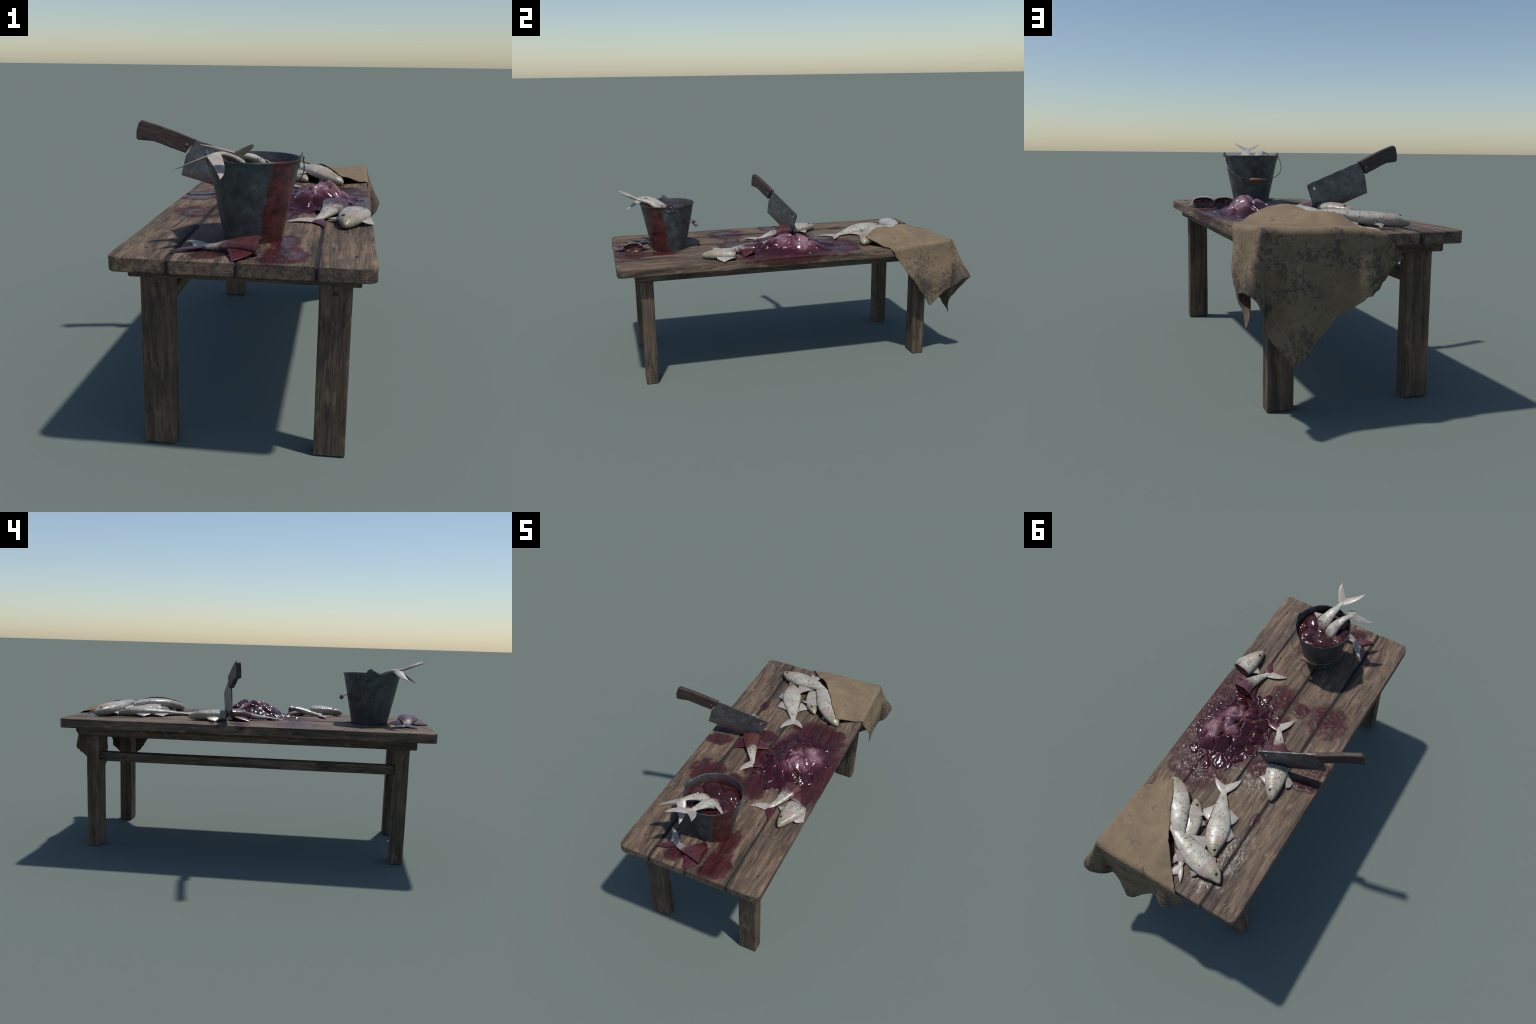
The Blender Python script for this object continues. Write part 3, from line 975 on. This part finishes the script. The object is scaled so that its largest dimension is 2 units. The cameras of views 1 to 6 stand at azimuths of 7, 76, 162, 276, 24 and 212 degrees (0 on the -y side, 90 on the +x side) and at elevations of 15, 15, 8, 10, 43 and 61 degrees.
fish("fish", "pale speckled whole fish under another",
     [(0.166, 0.444, Z + 0.014), (0.135, 0.490, Z + 0.020), (0.110, 0.550, Z + 0.022), (0.092, 0.620, Z + 0.018), (0.066, 0.690, Z + 0.014), (0.040, 0.750, Z + 0.010), (0.022, 0.800, Z + 0.008)],
     wide=0.82, thick=0.80, floor=Z, eye=(0.130, 0.477),
     tail=[(-0.020, 0.860, Z + 0.006), (0.060, 0.870, Z + 0.006)],
     fins=[("dorsal_fin", (0.078, 0.530, Z + 0.014), (0.068, 0.572, Z + 0.014), (0.042, 0.542, Z + 0.006))])
# fish chopped by the cleaver
fish("fish_head", "severed speckled fish head with bloody neck",
     [(-0.177, 0.266, Z + 0.018), (-0.160, 0.225, Z + 0.023), (-0.142, 0.175, Z + 0.027), (-0.125, 0.125, Z + 0.028), (-0.112, 0.080, Z + 0.028)],
     s1=0.48, wide=0.97, thick=0.95, floor=Z, eye=(-0.145, 0.225), bloody=(0.42, 0.55),
     fins=[("pectoral_fin", (-0.100, 0.190, Z + 0.014), (-0.076, 0.150, Z + 0.014), (-0.052, 0.168, Z + 0.010), 0.05),
           ("pectoral_fin", (-0.196, 0.148, Z + 0.020), (-0.160, 0.080, Z + 0.020), (-0.216, 0.112, Z + 0.004), 0.3)])
fish("fish_tail", "severed bloody fish tail beside the blade",
     [(-0.090, 0.052, Z + 0.030), (-0.068, 0.005, Z + 0.030), (-0.042, -0.045, Z + 0.022), (-0.014, -0.095, Z + 0.014), (0.012, -0.142, Z + 0.009)],
     s0=0.46, wide=0.92, thick=1.1, floor=Z, bloody=(0.82, 0.66), wet=0.3, red_lobe=1, jag=0.006,
     tail=[(-0.034, -0.228, Z + 0.005), (0.090, -0.146, Z + 0.005)], red_fins=True,
     fins=[("pelvic_fin", (-0.135, 0.020, Z + 0.022), (-0.090, -0.025, Z + 0.020), (-0.148, -0.058, Z + 0.003)),
           ("dorsal_fin", (-0.030, 0.045, Z + 0.024), (-0.020, -0.015, Z + 0.020), (0.040, 0.022, Z + 0.003))])
# fish chopped at the table edge
fish("fish_head", "severed speckled fish head at the table edge",
     [(0.353, -0.543, Z + 0.018), (0.360, -0.500, Z + 0.023), (0.372, -0.450, Z + 0.027), (0.384, -0.405, Z + 0.028), (0.393, -0.362, Z + 0.028)],
     s1=0.48, wide=0.95, thick=0.95, floor=Z, eye=(0.343, -0.490), bloody=(0.40, 0.54),
     fins=[("pectoral_fin", (0.334, -0.430, Z + 0.014), (0.336, -0.385, Z + 0.014), (0.293, -0.396, Z + 0.010), 0.05),
           ("pectoral_fin", (0.415, -0.455, Z + 0.020), (0.440, -0.380, Z + 0.020), (0.456, -0.434, Z + 0.004), 0.3)])
fish("fish_tail", "severed bloody fish tail, glossy and wet",
     [(0.312, -0.242, Z + 0.030), (0.304, -0.288, Z + 0.030), (0.288, -0.338, Z + 0.023), (0.268, -0.385, Z + 0.015), (0.247, -0.424, Z + 0.009)],
     s0=0.48, wide=0.92, thick=1.1, floor=Z, bloody=(0.76, 0.60), wet=0.6, red_lobe=0, jag=0.006,
     tail=[(0.278, -0.510, Z + 0.004), (0.144, -0.455, Z + 0.006)], red_fins=True,
     fins=[("pelvic_fin", (0.356, -0.262, Z + 0.022), (0.330, -0.315, Z + 0.020), (0.388, -0.318, Z + 0.004)),
           ("dorsal_fin", (0.262, -0.250, Z + 0.026), (0.258, -0.305, Z + 0.020), (0.230, -0.234, Z + 0.003))])
# tail piece at the near end
fish("fish_tail", "severed bloody fish tail at the table end",
     [(0.094, -0.892, Z + 0.026), (0.050, -0.890, Z + 0.027), (0.000, -0.886, Z + 0.021), (-0.045, -0.878, Z + 0.013), (-0.085, -0.868, Z + 0.008)],
     s0=0.48, wide=0.95, thick=1.0, floor=Z, bloody=(0.95, 0.74), wet=0.1, red_lobe=1, jag=0.007,
     tail=[(-0.150, -0.784, Z + 0.004), (-0.175, -0.922, Z + 0.004)], red_fins=True,
     fins=[("pelvic_fin", (0.075, -0.945, Z + 0.016), (0.012, -0.925, Z + 0.018), (0.028, -0.990, Z + 0.002)),
           ("dorsal_fin", (0.075, -0.838, Z + 0.020), (0.012, -0.848, Z + 0.018), (0.050, -0.795, Z + 0.003))])
# two tail pieces sticking out of the bucket
fish("fish_tail", "severed fish tail sticking out of bucket",
     [(0.085, -0.700, 0.895), (0.070, -0.738, 0.930), (0.053, -0.782, 0.956), (0.038, -0.826, 0.968), (0.027, -0.866, 0.977)],
     s0=0.50, wide=0.85, thick=0.95, bloody=(0.66, 0.52), jag=0.008,
     tail=[(0.081, -0.957, 1.018), (-0.068, -0.953, 1.012)],
     fins=[("dorsal_fin", (0.125, -0.728, 0.915), (0.100, -0.755, 0.945), (0.150, -0.775, 0.918))])
fish("fish_tail", "severed fish tail hanging over bucket rim",
     [(0.020, -0.690, 0.890), (0.006, -0.715, 0.922), (-0.012, -0.748, 0.950), (-0.034, -0.783, 0.966), (-0.058, -0.815, 0.966)],
     s0=0.55, wide=0.85, thick=0.95, bloody=(0.68, 0.56),
     tail=[(-0.020, -0.912, 0.907), (-0.172, -0.861, 0.924)])

# ------------------------------------------------------------------ heap of guts
def gut_height(x, y):
    """height of the heap above the table: a two-peaked tent of lobes sinking into a ragged wet sheet"""
    # ridge from (.262,-.09) to (.275,.02)
    ax, ay, bx, by = 0.255, -0.066, 0.275, 0.015
    dx, dy = bx - ax, by - ay
    t = max(0, min(1, ((x - ax) * dx + (y - ay) * dy) / (dx * dx + dy * dy)))
    px, py = x - (ax + dx * t), y - (ay + dy * t)
    rx = 0.105 if px > 0 else 0.205
    ry = 0.150 if py > 0 else 0.145
    d = math.hypot(px / rx, py / ry)
    tent = 0.079 * (math.sqrt((1 - d) ** 2 + 0.02) + (1 - d)) / 2 if d < 1.6 else 0.0
    # outline of the spread sheet
    ex, ey = (x - 0.235) / 0.185, (y + 0.02) / 0.285
    edge = 1 - math.hypot(ex, ey) + 0.24 * N(x * 14, y * 14, 0.3) + 0.12 * N(x * 33, y * 33, 4.3)
    if edge < -0.4:
        return -0.01
    # lobes: warped cells with deep seams
    wx = x + 0.012 * N(x * 22, y * 22, 7.1)
    wy = y + 0.012 * N(x * 22, y * 22, 1.7)
    ds, _ = noise.voronoi(Vector((wx * 15, wy * 12.5, 3.3)))
    seam = min(1.0, (ds[1] - ds[0]) / 0.45)
    lobe = math.sin(seam * math.pi / 2) ** 0.8
    ds2, _ = noise.voronoi(Vector((wx * 34, wy * 28, 9.3)))
    small = math.sin(min(1.0, (ds2[1] - ds2[0]) / 0.7) * math.pi / 2)
    amp = 0.008 + 0.36 * tent
    h = tent * 0.93 + amp * (lobe - 0.68) + (0.0034 - 0.02 * tent) * (small - 0.5)
    sheet = 0.009 * smoothstep(-0.15, 0.6, edge) + 0.004 * N(x * 30, y * 22, 8.0) * smoothstep(0, 0.3, edge)
    h = h + sheet - 0.006 * (1 - smoothstep(-0.25, 0.2, edge))
    return h

def gut_material():
    k = Nodes("glossy_viscera")
    n1 = k.noise(k.co, 17, 4, 0.6)
    pale = None
    for e in ((0.310, 0.050, 0.070, 0.085, 0), (0.255, -0.075, 0.095, 0.055, 25), (0.235, 0.015, 0.070, 0.050, 0)):
        e = k.ellipse(*e)
        pale = e if pale is None else k.math("MAXIMUM", pale, e)
    t = k.math("ADD", k.step(pale, -0.6, 0.9), k.math("MULTIPLY", k.math("SUBTRACT", n1, 0.5), 1.3))
    col = k.ramp(t, [(0.10, (0.034, 0.006, 0.009)), (0.40, (0.068, 0.015, 0.022)), (0.68, (0.14, 0.052, 0.068)), (1.0, (0.30, 0.175, 0.21))])
    vein = k.noise(k.co, 26, 5, 0.6, 1.2)
    vein = k.step(k.math("ABSOLUTE", k.math("SUBTRACT", vein, 0.5)), 0.0, 0.025, 0.55, 0.0)
    col = k.mix(vein, col, (0.06, 0.012, 0.022))
    nrm = k.bump(k.noise(k.co, 48, 2, 0.5), 0.30, 0.006)
    return k.done(col, 0.19, nrm, spec=0.45)

guts = thing("gut_pile", (0.25, -0.03, TOP), "glossy heap of purple fish guts in blood", "fish guts")
nx, ny = 150, 240
gx0, gx1, gy0, gy1 = 0.03, 0.445, -0.36, 0.32
hs = [[gut_height(gx0 + (gx1 - gx0) * i / nx, gy0 + (gy1 - gy0) * j / ny) for j in range(ny + 1)] for i in range(nx + 1)]
ids, verts, faces = {}, [], []
def vid(i, j):
    if (i, j) not in ids:
        ids[(i, j)] = len(verts)
        verts.append((gx0 + (gx1 - gx0) * i / nx, gy0 + (gy1 - gy0) * j / ny, TOP + hs[i][j]))
    return ids[(i, j)]
for i in range(nx):
    for j in range(ny):
        if max(hs[i][j], hs[i + 1][j], hs[i + 1][j + 1], hs[i][j + 1]) > -0.0005:
            faces.append((vid(i, j), vid(i + 1, j), vid(i + 1, j + 1), vid(i, j + 1)))
g = add("viscera", verts, faces, gut_material(), guts)
g["kind"] = "stuff"

# ------------------------------------------------------------------ cloth
def cloth_material():
    k = Nodes("dirty_sackcloth")
    x, y, z = k.sep(k.co)
    base = k.ramp(k.noise(k.co, 14, 5, 0.6), [(0.3, (0.175, 0.128, 0.080)), (0.7, (0.245, 0.182, 0.118))])
    n = k.noise(k.co, 55, 8, 0.75, 0.3)
    where = k.noise(k.co, 7, 3)
    jit = k.math("MULTIPLY", k.math("SUBTRACT", k.noise(k.co, 12, 4), 0.5), 0.12)
    on = k.math("MULTIPLY", k.math("MAXIMUM", k.step(k.math("ADD", x, jit), 0.41, 0.485), k.step(k.math("ADD", y, jit), 0.87, 0.945)), 0.14)
    m = k.step(k.math("ADD", k.math("ADD", n, k.math("MULTIPLY", k.math("SUBTRACT", where, 0.5), 0.9)), on), 0.58, 0.80)
    col = k.mix(k.math("MULTIPLY", m, 0.8), base, (0.052, 0.046, 0.042))
    nrm = k.bump(k.math("ADD", k.noise(k.co, 45, 5, 0.6), k.math("MULTIPLY", k.noise(k.co, 400, 2), 0.3)), 0.4, 0.006)
    return k.done(col, 0.88, nrm, spec=0.15)

M_CLOTH = cloth_material()
cloth = thing("cloth", (0.3, 0.8, TOP), "dirty brown cloth draped over the table corner", "cloth")
# flat corners of the rag before it falls over the table edges (x, y)
Q = [Vector((0.315, 0.418)), Vector((0.830, 0.768)), Vector((0.342, 1.382)), Vector((-0.090, 1.002))]
RR = 0.022
XE, YE = X1 - RR + 0.007, Y1 - RR + 0.008

def cloth_bump(x, y):
    ax, ay, bx, by = 0.315, 0.42, 0.12, 0.72
    dx, dy = bx - ax, by - ay
    t = max(0, min(1, ((x - ax) * dx + (y - ay) * dy) / (dx * dx + dy * dy)))
    d = math.hypot(x - ax - dx * t, y - ay - dy * t)
    h = (0.036 + 0.022 * smoothstep(0.0, 0.35, t)) * max(0.0, 1 - (d / 0.135) ** 2) ** 1.4
    # tail of another fish further back, then a loose plateau towards the far edge
    d2 = math.hypot((x - 0.16) / 1.2, y - 0.69)
    h = max(h, 0.056 * max(0, 1 - (d2 / 0.13) ** 2) ** 1.4)
    flat = 0.003 + 0.016 * smoothstep(0.55, 0.80, y) * smoothstep(-0.05, 0.15, x)
    h = math.sqrt(h * h + flat * flat)
    for body in (BODIES[0], BODIES[2], BODIES[3]):
        c, hw, hh = min(body, key=lambda b: (b[0].x - x) ** 2 + (b[0].y - y) ** 2)
        d = math.hypot(c.x - x, c.y - y)
        if d < hw:
            top = c.z + hh * (1 - (d / max(hw, 1e-4)) ** 2.2) ** 0.5
        else:
            top = c.z - (d - hw) * 1.1
        h = max(h, top - TOP + 0.002)
    h += 0.0025 * N(x * 12, y * 12, 2.2)
    h += 0.008 * math.exp(-((x - 0.43) / 0.06) ** 2 - ((y - 0.86) / 0.06) ** 2)
    return max(0.0, h)

def roll(e):
    if e <= 0:
        return e, 0.0
    a = min(e / RR, math.pi / 2)
    return RR * math.sin(a), RR * (1 - math.cos(a)) + max(0.0, e - RR * math.pi / 2)

def drape(a, b):
    ex, ey = a - XE, b - YE
    h = cloth_bump(min(a, XE), min(b, YE))
    z0 = TOP + 0.005 + h
    if ex > 0 and ey > 0:
        rho, phi = math.hypot(ex, ey), math.atan2(ey, ex)
        o, dn = roll(rho)
        f = 0.440 * math.sin(2 * phi)
        drop = max(0.0, rho - RR * 0.6)
        f *= min(1.0, (drop / 0.20)) ** 0.35
        x = XE + o * math.cos(phi) ** 0.8 + drop * f * math.cos(phi) * 1.05
        y = YE + o * math.sin(phi) ** 0.8 + drop * f * math.sin(phi) * 1.05
        w = smoothstep(0.75, 1.0, phi / (math.pi / 2))
        y += w * flare(a, dn)
        x += (1 - smoothstep(0.0, 0.35, phi / (math.pi / 2))) * side_flare(b, dn)
        z = z0 - dn * math.sqrt(max(0.1, 1 - f * f))
        return Vector((x, y, z))
    if ex > 0:
        o, dn = roll(ex)
        x = XE + o + side_flare(b, dn)
        return Vector((x, b, z0 - dn))
    if ey > 0:
        o, dn = roll(ey)
        return Vector((a, YE + o + flare(a, dn), z0 - dn))
    return Vector((a, b, z0))

def side_flare(b, dn):
    return (0.10 * dn * smoothstep(0.0, 0.2, dn) * (1 - smoothstep(0.12, 0.35, dn) * 0.6)
            + 0.010 * math.sin(b * 22) * min(1, dn / 0.15))

def flare(a, dn):
    k = smoothstep(0.03, 0.22, dn) * (1 - smoothstep(0.33, 0.46, a))
    return 0.07 * dn * (1 - smoothstep(0.33, 0.46, a)) + k * (0.032 - 0.014 * smoothstep(0.1, 0.3, a)) * math.cos(2 * math.pi * (a - 0.05) / 0.27)

nu, nv = 110, 130
verts, faces = [], []
for i in range(nu + 1):
    for j in range(nv + 1):
        u, v = i / nu, j / nv
        # ragged hems
        ju = 0.007 * N(v * 9, 1.3, 0) + 0.006 * abs(N(v * 19, 5.1, 0)) - 0.004
        jv = 0.008 * N(u * 8, 8.8, 0) - 0.010 * abs(N(u * 15, 2.9, 0)) + 0.003
        uu = u + ju * (abs(2 * u - 1) ** 4) * 1.6
        vv = v + jv * (abs(2 * v - 1) ** 4) * 1.6
        p = (Q[0] * (1 - uu) + Q[1] * uu) * (1 - vv) + (Q[3] * (1 - uu) + Q[2] * uu) * vv
        # hem towards the fish bows inward a little
        p += Vector((0.022, 0.012)) * math.sin(math.pi * v) ** 2 * (1 - u) ** 3
        # the far hem, which makes the corner fold, bows outward
        p += Vector((0.79, 0.62)) * 0.016 * math.sin(math.pi * v) ** 1.5 * u ** 3
        w = drape(p.x, p.y)
        w += Vector((N(w.x * 20, w.y * 20, w.z * 20), N(w.x * 20 + 9, w.y * 20, w.z * 20), 0)) * 0.003 * smoothstep(TOP, TOP - 0.1, w.z) if w.z < TOP else Vector()
        verts.append(w)
for i in range(nu):
    for j in range(nv):
        faces.append((i * (nv + 1) + j, (i + 1) * (nv + 1) + j, (i + 1) * (nv + 1) + j + 1, i * (nv + 1) + j + 1))
c = add("draped_cloth", verts, faces, M_CLOTH, cloth)
so = c.modifiers.new("thickness", "SOLIDIFY")
so.thickness = 0.0028
so.offset = 0.0
